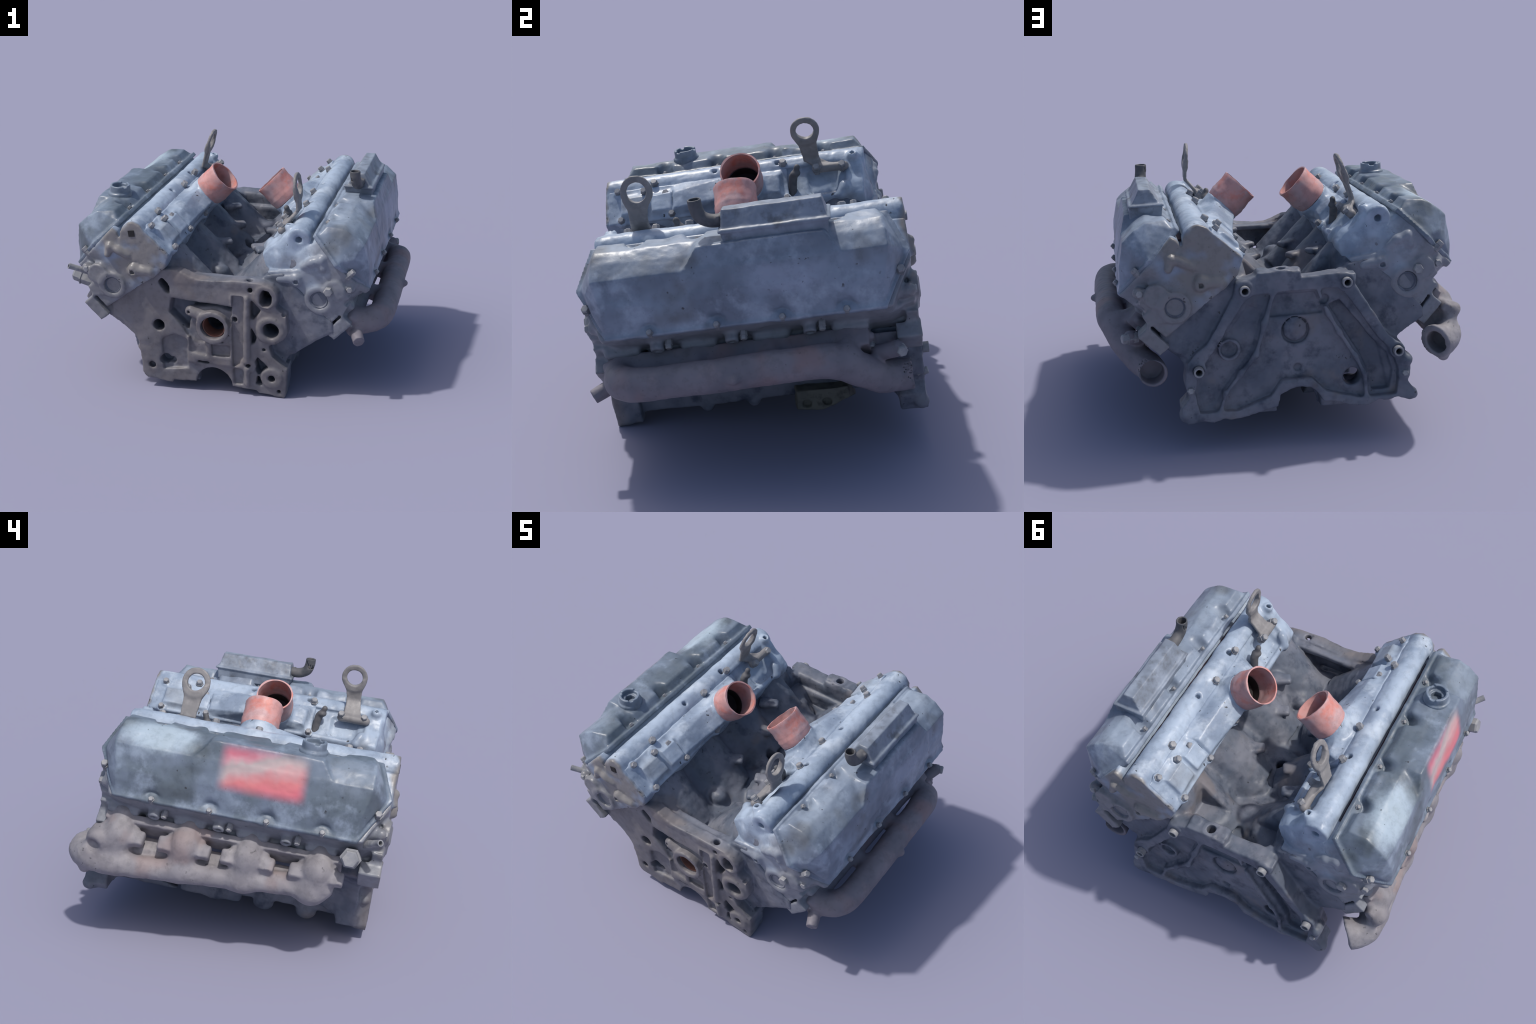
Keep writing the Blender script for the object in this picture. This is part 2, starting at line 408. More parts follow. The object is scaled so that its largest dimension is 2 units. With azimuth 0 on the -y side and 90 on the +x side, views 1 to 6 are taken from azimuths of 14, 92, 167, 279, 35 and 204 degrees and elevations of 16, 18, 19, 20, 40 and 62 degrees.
# directions in the right bank's section: UP along the cover joint (in and up), OUT square to it
S2 = math.sqrt(0.5)
OUT = (S2, 0, S2); UPI = (-S2, 0, S2); IN = (-0.69, 0, 0.724)

# ================================================================== ENGINE BLOCK
B = Solid((-0.86, -0.84, -0.02), (0.86, 0.90, 0.95), 0.0085)
# banks (right one drawn, left one is the same turned half a turn)
bank = [(0.690, 0.590), (0.698, 0.532), (0.595, 0.468), (0.465, 0.360), (0.20, 0.40), (0.090, 0.600), (0.150, 0.730), (0.300, 0.850), (0.400, 0.870)]
parts = [(prism(bank, -0.699, 0.757), 0.015)]
for yc in (-0.49, -0.135, 0.22, 0.575):        # cylinder barrels showing in the valley
    o = 0.205
    cx, cz = 0.0 - o * S2, 0.13 + o * S2
    parts.append((cyl((cx + 0.40 * S2, yc, cz + 0.40 * S2), (cx + 0.90 * S2, yc, cz + 0.90 * S2), 0.180), 0.02))
for p, k in parts:
    B.add(p, k); B.add(spun(p), k)
# middle and crankcase
B.add(prism([(-0.405, 0.30), (-0.385, 0.10), (0.395, 0.10), (0.410, 0.30), (0.46, 0.38), (0.30, 0.60), (0.10, 0.645), (-0.10, 0.645), (-0.30, 0.60), (-0.45, 0.38)], -0.70, 0.74), 0.02)
B.cut(prism([(-0.325, 0.0), (0.325, 0.0), (0.335, 0.28), (0.26, 0.42), (-0.26, 0.42), (-0.335, 0.28)], -0.655, 0.66), 0.02)
for yw in (-0.33, 0.03, 0.39):                 # main bearing bulkheads and caps
    B.add(prism([(-0.36, 0.16), (0.36, 0.16), (0.36, 0.44), (-0.36, 0.44)], yw - 0.025, yw + 0.025), 0.02)
    B.add(prism([(-0.20, 0.06), (0.20, 0.06), (0.22, 0.20), (-0.22, 0.20)], yw - 0.045, yw + 0.045), 0.02)
    B.cut(cyl((0, yw - 0.08, 0.14), (0, yw + 0.08, 0.14), 0.09), 0.01)
B.cut(prism([(-0.6, 0.02), (-0.6, 0.145), (-0.3, 0.145), (-0.3, 0.02)], -0.62, -0.05), 0.02)
B.cut(prism([(0.6, 0.02), (0.6, 0.14), (0.3, 0.14), (0.3, 0.02)], -0.65, 0.70), 0.02)
for yb in (-0.42, -0.18, 0.10):                # torn lower edge and lugs along the sump rail
    B.add(ball((-0.36, yb, 0.125), (0.035, 0.06, 0.05)), 0.02)
    B.add(ball((0.37, yb + 0.12, 0.135), (0.04, 0.035, 0.04)), 0.02)
# front face plate
front = [(-0.462, 0.150), (-0.440, 0.115), (-0.274, 0.101), (-0.262, 0.122), (-0.118, 0.127), (0.107, 0.127), (0.251, 0.121), (0.268, 0.104), (0.426, 0.099),
         (0.441, 0.286), (0.352, 0.358), (0.330, 0.430), (0.365, 0.452), (0.425, 0.485), (0.440, 0.525), (0.436, 0.640), (0.395, 0.662), (0.372, 0.680),
         (0.384, 0.764), (0.345, 0.805), (0.277, 0.824), (0.124, 0.823), (-0.091, 0.803), (-0.214, 0.850), (-0.346, 0.855), (-0.40, 0.80),
         (-0.64, 0.60), (-0.63, 0.50), (-0.575, 0.490), (-0.487, 0.375), (-0.472, 0.300)]
B.add(prism(front, -0.765, -0.695), 0.006)
B.add(prism([(-0.455, 0.13), (-0.36, 0.11), (-0.36, 0.32), (-0.46, 0.32)], -0.76, -0.60), 0.01)
B.add(prism([(0.36, 0.10), (0.43, 0.10), (0.44, 0.29), (0.36, 0.29)], -0.76, -0.63), 0.01)
B.add(prism([(-0.30, 0.775), (0.30, 0.775), (0.30, 0.818), (-0.10, 0.803), (-0.30, 0.835)], -0.763, -0.645), 0.012)
YF = -0.765
def fcut(poly, depth, k=0.008): B.cut(prism(poly, YF - 0.03, YF + depth), k)
def fhole(x, z, r, depth=0.12): B.cut(cyl((x, YF - 0.03, z), (x, YF + depth, z), r), 0.004)
def fboss(x, z, r, out=0.012): B.add(cyl((x, YF + 0.06, z), (x, YF - out, z), r), 0.008)
B.add(prism([(-0.165, 0.262), (0.212, 0.262), (0.212, 0.740), (0.108, 0.740), (0.108, 0.600), (-0.165, 0.560)], YF - 0.012, YF + 0.04), 0.012)
fcut([(-0.262, 0.668), (0.108, 0.655), (0.108, 0.575), (0.085, 0.42), (-0.10, 0.40), (-0.165, 0.44), (-0.272, 0.585)], 0.022)
fcut([(-0.262, 0.668), (0.106, 0.655), (0.100, 0.615), (-0.235, 0.625)], 0.085)
fcut([(-0.275, 0.575), (-0.262, 0.66), (-0.13, 0.66), (-0.165, 0.46)], 0.085)
fcut([(0.113, 0.735), (0.183, 0.735), (0.185, 0.300), (0.113, 0.265)], 0.010)
fcut([(0.112, 0.25), (0.168, 0.25), (0.168, 0.150), (0.120, 0.150)], 0.025, 0.015)
fcut([(-0.330, 0.390), (-0.250, 0.430), (-0.172, 0.400), (-0.172, 0.215), (-0.325, 0.190)], 0.024, 0.015)
fcut([(-0.150, 0.42), (-0.05, 0.39), (-0.05, 0.320), (-0.150, 0.335)], 0.008, 0.02)
fcut([(-0.020, 0.400), (0.098, 0.400), (0.098, 0.330), (-0.015, 0.325)], 0.014)
fcut([(-0.10, 0.285), (-0.02, 0.275), (-0.05, 0.262), (-0.11, 0.268)], 0.035)
fcut([(0.262, 0.345), (0.352, 0.262), (0.290, 0.255), (0.262, 0.215), (0.252, 0.160), (0.292, 0.160), (0.240, 0.300)], 0.075)
fcut([(0.222, 0.715), (0.246, 0.690), (0.282, 0.655), (0.275, 0.635), (0.238, 0.590), (0.222, 0.600)], 0.060)
fcut([(0.222, 0.540), (0.262, 0.480), (0.245, 0.435), (0.222, 0.425)], 0.070)
# camshaft bearing ring and its ears
B.add(cyl((-0.005, YF + 0.08, 0.515), (-0.005, YF - 0.026, 0.515), 0.103), 0.006)
B.add(cyl((0, YF + 0.08, 0.50), (0, YF + 0.03, 0.50), 0.135), 0.02)
B.add(cap((-0.145, YF + 0.014, 0.595), (-0.06, YF + 0.014, 0.57), 0.032), 0.01)
B.add(cap((0.088, YF + 0.012, 0.425), (0.05, YF + 0.012, 0.46), 0.028), 0.01)
B.add(cap((0.125, YF + 0.025, 0.575), (0.125, YF + 0.06, 0.575), 0.028), 0.008)
fhole(-0.003, 0.515, 0.071, 0.42); fhole(0.125, 0.575, 0.016, 0.05); fhole(-0.150, 0.597, 0.012, 0.012)
B.add(cap((0.203, YF - 0.006, 0.72), (0.203, YF - 0.006, 0.16), 0.018), 0.008)
fboss(0.207, 0.288, 0.047, 0.008); fboss(0.350, 0.218, 0.066, 0.012)
fboss(0.343, 0.534, 0.084, 0.014); fboss(0.313, 0.742, 0.070, 0.010)
fhole(0.207, 0.288, 0.016, 0.03); fhole(0.350, 0.218, 0.022, 0.06); fhole(0.343, 0.534, 0.050, 0.16)
B.cut(cap((0.313, YF - 0.03, 0.752), (0.313, YF - 0.03, 0.708), 0.036), 0.002)
B.cut(prism([(0.278, 0.755), (0.296, 0.785), (0.330, 0.785), (0.348, 0.755), (0.348, 0.705), (0.330, 0.683), (0.296, 0.683), (0.278, 0.705)], YF - 0.03, YF + 0.16), 0.004)
fhole(0.220, 0.775, 0.015, 0.06); fhole(0.393, 0.133, 0.013, 0.05); fhole(0.420, 0.640, 0.012, 0.03); fhole(0.302, 0.400, 0.011, 0.03)
fhole(-0.347, 0.481, 0.037, 0.16)
B.cut(prism([(-0.338, 0.768), (-0.318, 0.795), (-0.295, 0.785), (-0.272, 0.748), (-0.272, 0.695), (-0.292, 0.700), (-0.325, 0.740)], YF - 0.03, YF + 0.16), 0.004)
fhole(-0.315, 0.250, 0.034, 0.08); fhole(-0.400, 0.205, 0.022, 0.04); fhole(-0.275, 0.245, 0.022, 0.06)
B.cut(cyl((0.211, -0.725, 0.86), (0.211, -0.725, 0.72), 0.021), 0.004)
B.add(ball((-0.465, -0.735, 0.310), (0.03, 0.03, 0.025)), 0.015)
B.cut(cyl((-0.006, -0.80, 0.125), (-0.006, -0.62, 0.125), 0.112), 0.005)
B.cut(cyl((-0.006, -0.72, 0.125), (-0.006, 0.90, 0.125), 0.10), 0.005)
# rear bell-housing flange
rear = [(0.298, 0.825), (0.201, 0.850), (0.189, 0.866), (-0.026, 0.862), (-0.030, 0.826), (-0.226, 0.834), (-0.288, 0.815), (-0.300, 0.770), (-0.476, 0.483), (-0.553, 0.410), (-0.595, 0.285),
        (-0.572, 0.227), (-0.622, 0.150), (-0.591, 0.112), (-0.520, 0.128), (-0.470, 0.118), (-0.420, 0.130), (-0.348, 0.100), (-0.26, 0.112), (-0.20, 0.140), (-0.122, 0.150), (-0.05, 0.24), (0.10, 0.215), (0.114, 0.150), (0.302, 0.108), (0.360, 0.102), (0.400, 0.114), (0.450, 0.098), (0.500, 0.110), (0.585, 0.106),
        (0.615, 0.195), (0.566, 0.245), (0.585, 0.325), (0.571, 0.424), (0.538, 0.462), (0.465, 0.52), (0.318, 0.755)]
B.add(prism(rear, 0.665, 0.795), 0.008)
inner = [(0.230, 0.755), (-0.215, 0.755), (-0.265, 0.715), (-0.420, 0.470), (-0.500, 0.380), (-0.530, 0.270), (-0.515, 0.150), (-0.34, 0.145), (-0.14, 0.205), (-0.07, 0.285), (0.09, 0.285), (0.155, 0.205),
         (0.33, 0.150), (0.520, 0.155), (0.535, 0.270), (0.505, 0.390), (0.425, 0.480), (0.275, 0.715)]
B.cut(prism(inner, 0.757, 0.90), 0.010)
B.cut(box((0.0, 0.62, 0.86), (0.235, 0.072, 0.11)), 0.03)
for w in ([(0.245, 0.70), (0.40, 0.475), (0.485, 0.375), (0.51, 0.27), (0.49, 0.17), (0.43, 0.20), (0.33, 0.345), (0.245, 0.45), (0.17, 0.66)],
          [(-0.23, 0.68), (-0.40, 0.455), (-0.475, 0.37), (-0.505, 0.27), (-0.485, 0.17), (-0.39, 0.17), (-0.375, 0.28), (-0.33, 0.38), (-0.245, 0.53), (-0.17, 0.66)]):
    B.cut(prism(w, 0.748 if w[0][0] > 0 else 0.712, 0.90), 0.008)
def rib(pts, r=0.012, y=0.785):
    for a, b in zip(pts[:-1], pts[1:]):
        B.add(cap((a[0], y, a[1]), (b[0], y, b[1]), r), 0.025)
        B.add(cap((a[0], y - 0.03, a[1]), (b[0], y - 0.03, b[1]), r * 1.3), 0.012)
        B.add(cap((a[0], y - 0.055, a[1]), (b[0], y - 0.055, b[1]), r * 1.5), 0.012)
rib([(0.118, 0.745), (0.165, 0.600), (0.217, 0.440), (0.300, 0.345), (0.385, 0.245), (0.42, 0.13)])
rib([(-0.118, 0.735), (-0.165, 0.620), (-0.216, 0.520), (-0.300, 0.380), (-0.345, 0.280), (-0.355, 0.140)])
for x, z in ((0.262, 0.787), (-0.260, 0.786), (0.515, 0.388), (-0.522, 0.394)):
    B.add(cyl((x, 0.68, z), (x, 0.802, z), 0.042), 0.015)
    B.cut(cyl((x, 0.74, z), (x, 0.90, z), 0.024), 0.003)
B.add(cyl((0.351, 0.69, 0.475), (0.351, 0.778, 0.475), 0.058), 0.010); B.cut(cyl((0.351, 0.745, 0.475), (0.351, 0.85, 0.475), 0.042), 0.006)
B.cut(hull([(x, y, z) for y in (0.735, 0.85) for x, z in ((-0.105, 0.735), (0.100, 0.735), (0.140, 0.62), (-0.145, 0.62))]), 0.012)
B.cut(cyl((0.004, 0.728, 0.538), (0.004, 0.85, 0.538), 0.074), 0.008)
B.add(cyl((0.004, 0.68, 0.543), (0.004, 0.742, 0.543), 0.060), 0.004); B.add(ball((0.004, 0.742, 0.543), (0.058, 0.012, 0.058)), 0.004)
B.cut(cyl((-0.285, 0.60, 0.250), (-0.285, 0.90, 0.265), 0.046), 0.006); B.cut(hull([(-0.32, 0.72, 0.27), (-0.25, 0.72, 0.24), (-0.44, 0.30, 0.10), (-0.30, 0.30, 0.10), (-0.44, 0.30, 0.24), (-0.32, 0.30, 0.24)]), 0.01); B.cut(cyl((-0.15, 0.735, 0.690), (-0.15, 0.80, 0.690), 0.025), 0.006)
B.cut(cyl((0.0, 0.735, 0.335), (0.0, 0.80, 0.335), 0.022), 0.006)
B.add(ball((-0.600, 0.765, 0.135), (0.035, 0.035, 0.03)), 0.015); B.add(ball((0.592, 0.765, 0.150), (0.032, 0.035, 0.040)), 0.015)
B.add(cap((-0.575, 0.74, 0.335), (-0.575, 0.79, 0.335), 0.03), 0.02); B.add(cap((-0.560, 0.74, 0.25), (-0.560, 0.785, 0.25), 0.028), 0.02)
B.add(hull([(-0.47, -0.70, 0.15), (-0.478, -0.70, 0.38), (-0.575, -0.70, 0.485), (-0.41, -0.42, 0.22), (-0.48, -0.42, 0.42), (-0.38, -0.70, 0.30), (-0.38, -0.42, 0.35)]), 0.03)
B.add(hull([(0.66, 0.60, 0.53), (0.69, 0.735, 0.53), (0.58, 0.735, 0.42), (0.52, 0.735, 0.40), (0.56, 0.58, 0.42), (0.48, 0.50, 0.38), (0.50, 0.73, 0.55)]), 0.03)
for sx in (1, -1):                              # gussets behind the flange
    B.add(hull([(sx * 0.50, 0.73, 0.12), (sx * 0.58, 0.73, 0.12), (sx * 0.57, 0.73, 0.40), (sx * 0.44, 0.73, 0.42), (sx * 0.40, 0.52, 0.20), (sx * 0.42, 0.50, 0.36)]), 0.02)
B.add(prism([(0.190, 0.800), (0.190, 0.866), (0.165, 0.862), (0.118, 0.868), (0.065, 0.866), (0.00, 0.860), (-0.026, 0.860), (-0.026, 0.80)], 0.705, 0.792), 0.008)
B.add(cyl((0.066, 0.748, 0.80), (0.066, 0.748, 0.872), 0.048), 0.012); B.cut(cyl((0.066, 0.748, 0.76), (0.066, 0.748, 0.90), 0.023), 0.003)
B.add(cyl((0.16, 0.735, 0.80), (0.16, 0.735, 0.872), 0.027), 0.012); B.add(cyl((-0.01, 0.752, 0.80), (-0.01, 0.752, 0.870), 0.025), 0.012)
B.add(prism([(-0.31, 0.79), (-0.31, 0.822), (-0.02, 0.822), (-0.02, 0.79)], 0.735, 0.795), 0.008)
B.cut(cyl((0, 0.68, 0.128), (0, 0.90, 0.128), 0.118), 0.01)
# valley floor: lifter bosses, oil drain humps and tappet guide fingers
for x, y, z, r in ((0.00, -0.50, 0.650, (0.09, 0.10, 0.022)), (-0.037, -0.256, 0.645, (0.070, 0.08, 0.036)), (0.02, 0.05, 0.640, (0.09, 0.11, 0.04)),
                   (-0.01, 0.48, 0.655, (0.075, 0.085, 0.045)), (0.06, 0.27, 0.65, (0.07, 0.05, 0.04)), (0.09, -0.37, 0.68, (0.06, 0.05, 0.04)), (-0.08, -0.36, 0.69, (0.06, 0.05, 0.045))):
    B.add(ball((x, y, z), r), 0.03)
for x, y, z in ((-0.105, -0.105, 0.790), (-0.100, 0.190, 0.793), (-0.175, 0.365, 0.852)):   # lifter guide shelves
    for q, k in ((box((x - 0.03, y - 0.03, z), (0.065, 0.035, 0.018), [(0.88, 0.47, 0), (-0.47, 0.88, 0), (0, 0, 1)], 0.016), 0.012),
                 (cap((x - 0.06, y - 0.02, z - 0.03), (x - 0.04, y - 0.03, 0.66), 0.042), 0.03)):
        B.add(q, k); B.add(spun(q), k)
B.cut(cyl((-0.02, 0.10, 0.50), (-0.02, 0.10, 0.80), 0.030), 0.006)
block = obj('engine_block', B.mesh('engine_block', 0.0045, 3, 10.0), root, M_block)
del B

put(RING, 'dowel_sleeve', block, (0.262, 0.802, 0.787), (0, 1, 0))
put(RING, 'dowel_sleeve', block, (-0.260, 0.802, 0.786), (0, 1, 0))
put(RING, 'dowel_sleeve', block, (0.515, 0.802, 0.388), (0, 1, 0))
put(RING, 'dowel_sleeve', block, (-0.522, 0.802, 0.394), (0, 1, 0))
put(HEX, 'bolt', block, (0.560, 0.790, 0.285), (0, 1, 0.2)); put(HEX, 'bolt', block, (-0.560, 0.790, 0.262), (0, 1, 0.2))
# cam bearing bushing, rust coloured inside
bush = smooth(revolve('cam_bushing', [(0.063, 0.0), (0.0695, 0.0), (0.0695, 0.09), (0.063, 0.09), (0.063, 0.0)], 40))
o = obj('cam_bushing', bush, block, M_rust); o.rotation_euler = (-math.pi / 2, 0, 0); o.location = (-0.003, -0.762, 0.515)
# olive engine mount pad under the right side
S = Solid((0.30, 0.10, 0.03), (0.60, 0.50, 0.25), 0.008)
S.add(hull([(0.36, 0.14, 0.06), (0.36, 0.30, 0.05), (0.36, 0.45, 0.10), (0.36, 0.45, 0.20), (0.36, 0.15, 0.20), (0.47, 0.16, 0.10), (0.47, 0.28, 0.08), (0.47, 0.42, 0.14), (0.47, 0.42, 0.2), (0.47, 0.17, 0.2)]), 0.01)
for y in (0.21, 0.31): S.cut(cyl((0.44, y, 0.125), (0.52, y, 0.125), 0.022), 0.008)
obj('engine_mount', S.mesh('engine_mount', 0.006, 5, 14), block, M_pad)

# ================================================================== CYLINDER HEAD (right bank section, shared by both)
H = Solid((0.10, -0.78, 0.42), (0.95, 0.88, 1.20), 0.0078)
core = [(0.665, 0.575), (0.876, 0.785), (0.605, 1.078), (0.578, 1.062), (0.560, 1.030), (0.53, 1.035), (0.475, 1.115), (0.425, 1.105), (0.258, 0.948), (0.285, 0.865), (0.360, 0.800), (0.42, 0.78)]
H.add(prism(core, -0.622, 0.785), 0.012)
H.add(hull([(x, -0.694, z) for x, z in ((0.665, 0.578), (0.868, 0.778), (0.660, 1.010), (0.560, 0.900), (0.420, 0.800))] +
           [(x, -0.652, z) for x, z in ((0.600, 1.075), (0.510, 1.020), (0.440, 0.930), (0.400, 0.850), (0.410, 0.785))] +
           [(x, -0.520, z) for x, z in ((0.665, 0.575), (0.876, 0.785), (0.605, 1.075), (0.500, 1.040), (0.420, 0.940), (0.370, 0.860), (0.400, 0.780))]), 0.03)
H.add(ball((0.385, -0.560, 0.935), (0.100, 0.092, 0.100)), 0.05)
H.add(cap((0.440, -0.575, 1.030), (0.390, -0.580, 0.880), 0.062, 0.080), 0.05)
H.add(prism([(0.545, 1.07), (0.475, 1.130), (0.425, 1.110), (0.258, 0.950), (0.29, 0.86), (0.5, 0.9), (0.56, 1.0)], 0.70, 0.788), 0.006)
H.add(cyl((0.475, -0.62, 1.066), (0.475, 0.785, 1.066), 0.067), 0.012)
H.add(cyl((0.475, -0.645, 1.064), (0.475, -0.48, 1.066), 0.066), 0.008)
H.cut(cyl((0.475, -0.72, 1.064), (0.475, -0.56, 1.064), 0.020), 0.003)
A3 = [(0.724, 0, 0.69), (0, 1, 0), IN]           # local frame of the intake face
def iface(u, y, h):                                # point on the intake face: u along, h out of it
    return (0.258 + 0.724 * u - 0.69 * h, y, 0.948 + 0.69 * u + 0.724 * h)
H.cut(box(iface(0.115, -0.375, 0.0), (0.092, 0.165, 0.018), A3), 0.008)
H.cut(box(iface(0.105, -0.415, 0.0), (0.070, 0.085, 0.036), A3, 0.02), 0.010)
# end elbow under the bracket end
H.add(cap((0.44, -0.555, 1.02), (0.330, -0.550, 0.930), 0.068, 0.062), 0.03)
H.add(cap((0.330, -0.555, 0.930), (0.370, -0.585, 0.845), 0.058), 0.03)
H.cut(ball(iface(0.12, -0.60, 0.055), (0.05, 0.04, 0.05)), 0.03)
H.add(cap(iface(0.0, -0.50, 0.0), iface(0.05, -0.52, 0.01), 0.024), 0.02)
for ye, sg in ((-0.690, -1), (0.790, 1)):           # outer corners are cut back under the cover's ends
    H.cut(hull([(0.665 + S2 * u + S2 * h, y, 0.575 + S2 * u - S2 * h) for u in (0.085, 0.262) for h, y in ((0.02, ye - sg * 0.16), (0.20, ye - sg * 0.16), (0.20, ye + sg * 0.06), (-0.060, ye + sg * 0.06), (-0.030, ye - sg * 0.06))]), 0.015)
for ye, y0, y1, sg in ((-0.69, -0.600, -0.735, -1), (0.79, 0.668, 0.800, 1)):   # the deck follows the cover's clipped corners
    H.cut(hull([(x + S2 * h, y, z + S2 * h) for h in (-0.10, 0.05) for x, z, y in ((0.905, 0.775, y0), (0.905, 0.775, y1 + sg * 0.15), (0.725, 0.970, y1), (0.725, 0.970, y1 + sg * 0.15))]), 0.010)
# end faces: tabs, hooks, core plug seats, mounting stubs
for ye, sg in ((-0.682, -1), (0.785, 1)):
    y1 = ye + sg * 0.022
    def e(p, q, r, k=0.015, yy=None): H.add(cap((p[0], ye, p[1]), (q[0], (yy or y1) - sg * 0.012, q[1]), r), k)
    H.add(cap((0.375, ye - sg * .005, 0.835), (0.475, ye + sg * .002, 0.845), 0.030), 0.02)
    H.add(cap((0.475, ye, 0.845), (0.478, ye + sg * 0.004, 0.830), 0.034), 0.015)
    H.cut(cyl((0.476, y1 - sg * 0.01, 0.832), (0.476, y1 + sg * 0.06, 0.832), 0.012), 0.004)
    H.add(cap((0.515, ye, 0.925), (0.560, y1 - sg * .01, 0.955), 0.020), 0.02)
    H.add(cap((0.560, ye, 0.955), (0.615, y1 - sg * .01, 0.975), 0.020), 0.02)
    H.add(cap((0.615, ye, 0.975), (0.630, y1 - sg * .01, 0.925), 0.018), 0.02)
    H.add(cyl((0.700, ye - sg * .02, 0.795), (0.700, y1, 0.795), 0.060), 0.02)
    H.add(cyl((0.610, ye - sg * .03, 0.728), (0.610, ye + sg * 0.020, 0.728), 0.078), 0.03)
    H.cut(cyl((0.610, ye + sg * .004, 0.728), (0.610, ye + sg * 0.06, 0.728), 0.052), 0.004)
    H.add(cap((0.772, ye - sg * .05, 0.800), (0.782, ye - sg * 0.024, 0.810), 0.031), 0.02)
    H.add(hull([(x, y, z) for y in (ye - sg * 0.10, ye + sg * (0.012 if sg > 0 else 0.014)) for x, z in ((0.748, 0.640), (0.802, 0.592), (0.700, 0.488), (0.648, 0.528))]), 0.01)
    H.add(hull([(x, y, z) for y in (ye - sg * 0.05, ye + sg * 0.006) for x, z in ((0.70, 0.74), (0.775, 0.70), (0.745, 0.64), (0.66, 0.66))]), 0.02)
# underside runs down onto the block
H.add(prism([(0.30, 0.87), (0.36, 0.80), (0.66, 0.575), (0.70, 0.62), (0.50, 0.90)], -0.690, 0.780), 0.01)
H.cut(cyl((0.15, 0, 1.185), (0.29, 0, 1.045), 0.086), 0.004)
# exhaust side: port faces, bosses between them
EXF = [(S2, 0, -S2), (0, 1, 0), (S2, 0, S2)]       # exhaust face frame (out-down, along, up-out)
def eface(v, y, h): return (0.665 + S2 * v + S2 * h, y, 0.575 + S2 * v - S2 * h)
PORTS = (-0.555, -0.200, 0.130, 0.485)
for yp in PORTS:
    H.add(box(eface(0.10, yp, 0.0), (0.035, 0.085, 0.07), [EXF[0], EXF[1], EXF[2]], 0.02), 0.02)
    H.cut(ball(eface(0.20, yp, 0.03), (0.03, 0.06, 0.03)), 0.02)
H.add(hull([eface(v, y, h) for v in (0.0, 0.12) for y in (-0.44, 0.50) for h in (-0.02, 0.035)]), 0.02)
for yb in (-0.38, -0.04, 0.31):
    H.add(cyl(eface(0.20, yb, -0.02), eface(0.20, yb, 0.045), 0.030), 0.02)
    H.cut(cyl(eface(0.20, yb, 0.01), eface(0.20, yb, 0.08), 0.014), 0.004)
    H.cut(box(eface(0.12, yb, 0.05), (0.035, 0.045, 0.04), EXF, 0.02), 0.02)
# rail details: tapped hole with dirty scar, casting bumps
H.cut(cyl((0.43, -0.175, 1.16), (0.46, -0.175, 1.08), 0.016), 0.01)
H.cut(cyl((0.432, 0.175, 1.16), (0.46, 0.175, 1.09), 0.014), 0.012)
H.add(ball((0.41, -0.585, 1.115), (0.03, 0.03, 0.025)), 0.02); H.cut(cyl((0.395, -0.585, 1.15), (0.43, -0.585, 1.08), 0.014), 0.006)
HEAD = H.mesh('cylinder_head', 0.0035, 11, 11.0); del H

# bolted intake cover with the raised runner and the stub's neck
P = Solid((0.04, -0.34, 0.84), (0.52, 0.84, 1.26), 0.0075)
P.add(hull([iface(u, y, h) for u in (-0.006, 0.205) for y, in ((-0.225,), (0.776,)) for h in (-0.03, 0.006)]), 0.008)
P.add(hull([iface(0.02, -0.20, 0.0), iface(0.19, -0.20, 0.0), iface(0.045, -0.18, 0.045), iface(0.15, -0.18, 0.045),
            iface(0.01, 0.16, 0.0), iface(0.20, 0.16, 0.0), iface(0.025, 0.12, 0.100), iface(0.150, 0.12, 0.088),
            iface(0.01, 0.41, 0.0), iface(0.195, 0.41, 0.0), iface(0.035, 0.40, 0.042), iface(0.13, 0.40, 0.042)]), 0.012)
for y0, y1 in ((0.405, 0.535), (0.545, 0.705)):
    P.add(hull([iface(u, y, 0) for u in (0.015, 0.175) for y in (y0, y1)] + [iface(u, y, 0.034) for u in (0.04, 0.135) for y in (y0 + .012, y1 - .012)]), 0.014)
P.add(cyl(iface(0.095, 0.01, -0.01), (0.257, 0.0, 1.078), 0.104), 0.02)
for u, y in ((0.012, 0.415), (0.008, 0.695), (0.165, 0.565), (0.19, 0.715), (0.012, -0.215), (0.008, 0.13)):
    P.add(cyl(iface(u, y, -0.02), iface(u, y, 0.016), 0.027), 0.012)
P.cut(cyl((0.10, 0, 1.235), (0.29, 0, 1.045), 0.087), 0.004)
PLATE = P.mesh('intake_plate', 0.003, 17, 12.0); del P

# red pipe stub: thin rolled sheet, slightly flared and dented
def pipe_mesh():
    seg, prof = 72, [(0.088, 0.0), (0.100, 0.0), (0.1045, 0.012), (0.108, 0.05), (0.1045, 0.062), (0.106, 0.075), (0.1035, 0.115), (0.1065, 0.155), (0.1055, 0.160), (0.0975, 0.160), (0.095, 0.115), (0.096, 0.05), (0.088, 0.0)]
    me = revolve('intake_pipe', prof, seg)
    bm = bmesh.new(); bm.from_mesh(me)
    bmesh.ops.subdivide_edges(bm, edges=[e for e in bm.edges if abs(e.verts[0].co.z - e.verts[1].co.z) > 0.02], cuts=3)
    bm.to_mesh(me); bm.free(); me.update()
    roughen(me, 0.0035, 23, 14)
    return smooth(me, 50)
PIPE = pipe_mesh(); PIPE.materials.append(M_pipe)

BORE_SHADE = revolve('bore_shade_disc', [(0, 0), (0.0855, 0), (0.0855, 0.060), (0.0835, 0.060), (0.0835, 0.004), (0, 0.004)], 40); BORE_SHADE.materials.append(M_dark); smooth(BORE_SHADE)  # near-black cup that darkens the pipe bore with modelled shade

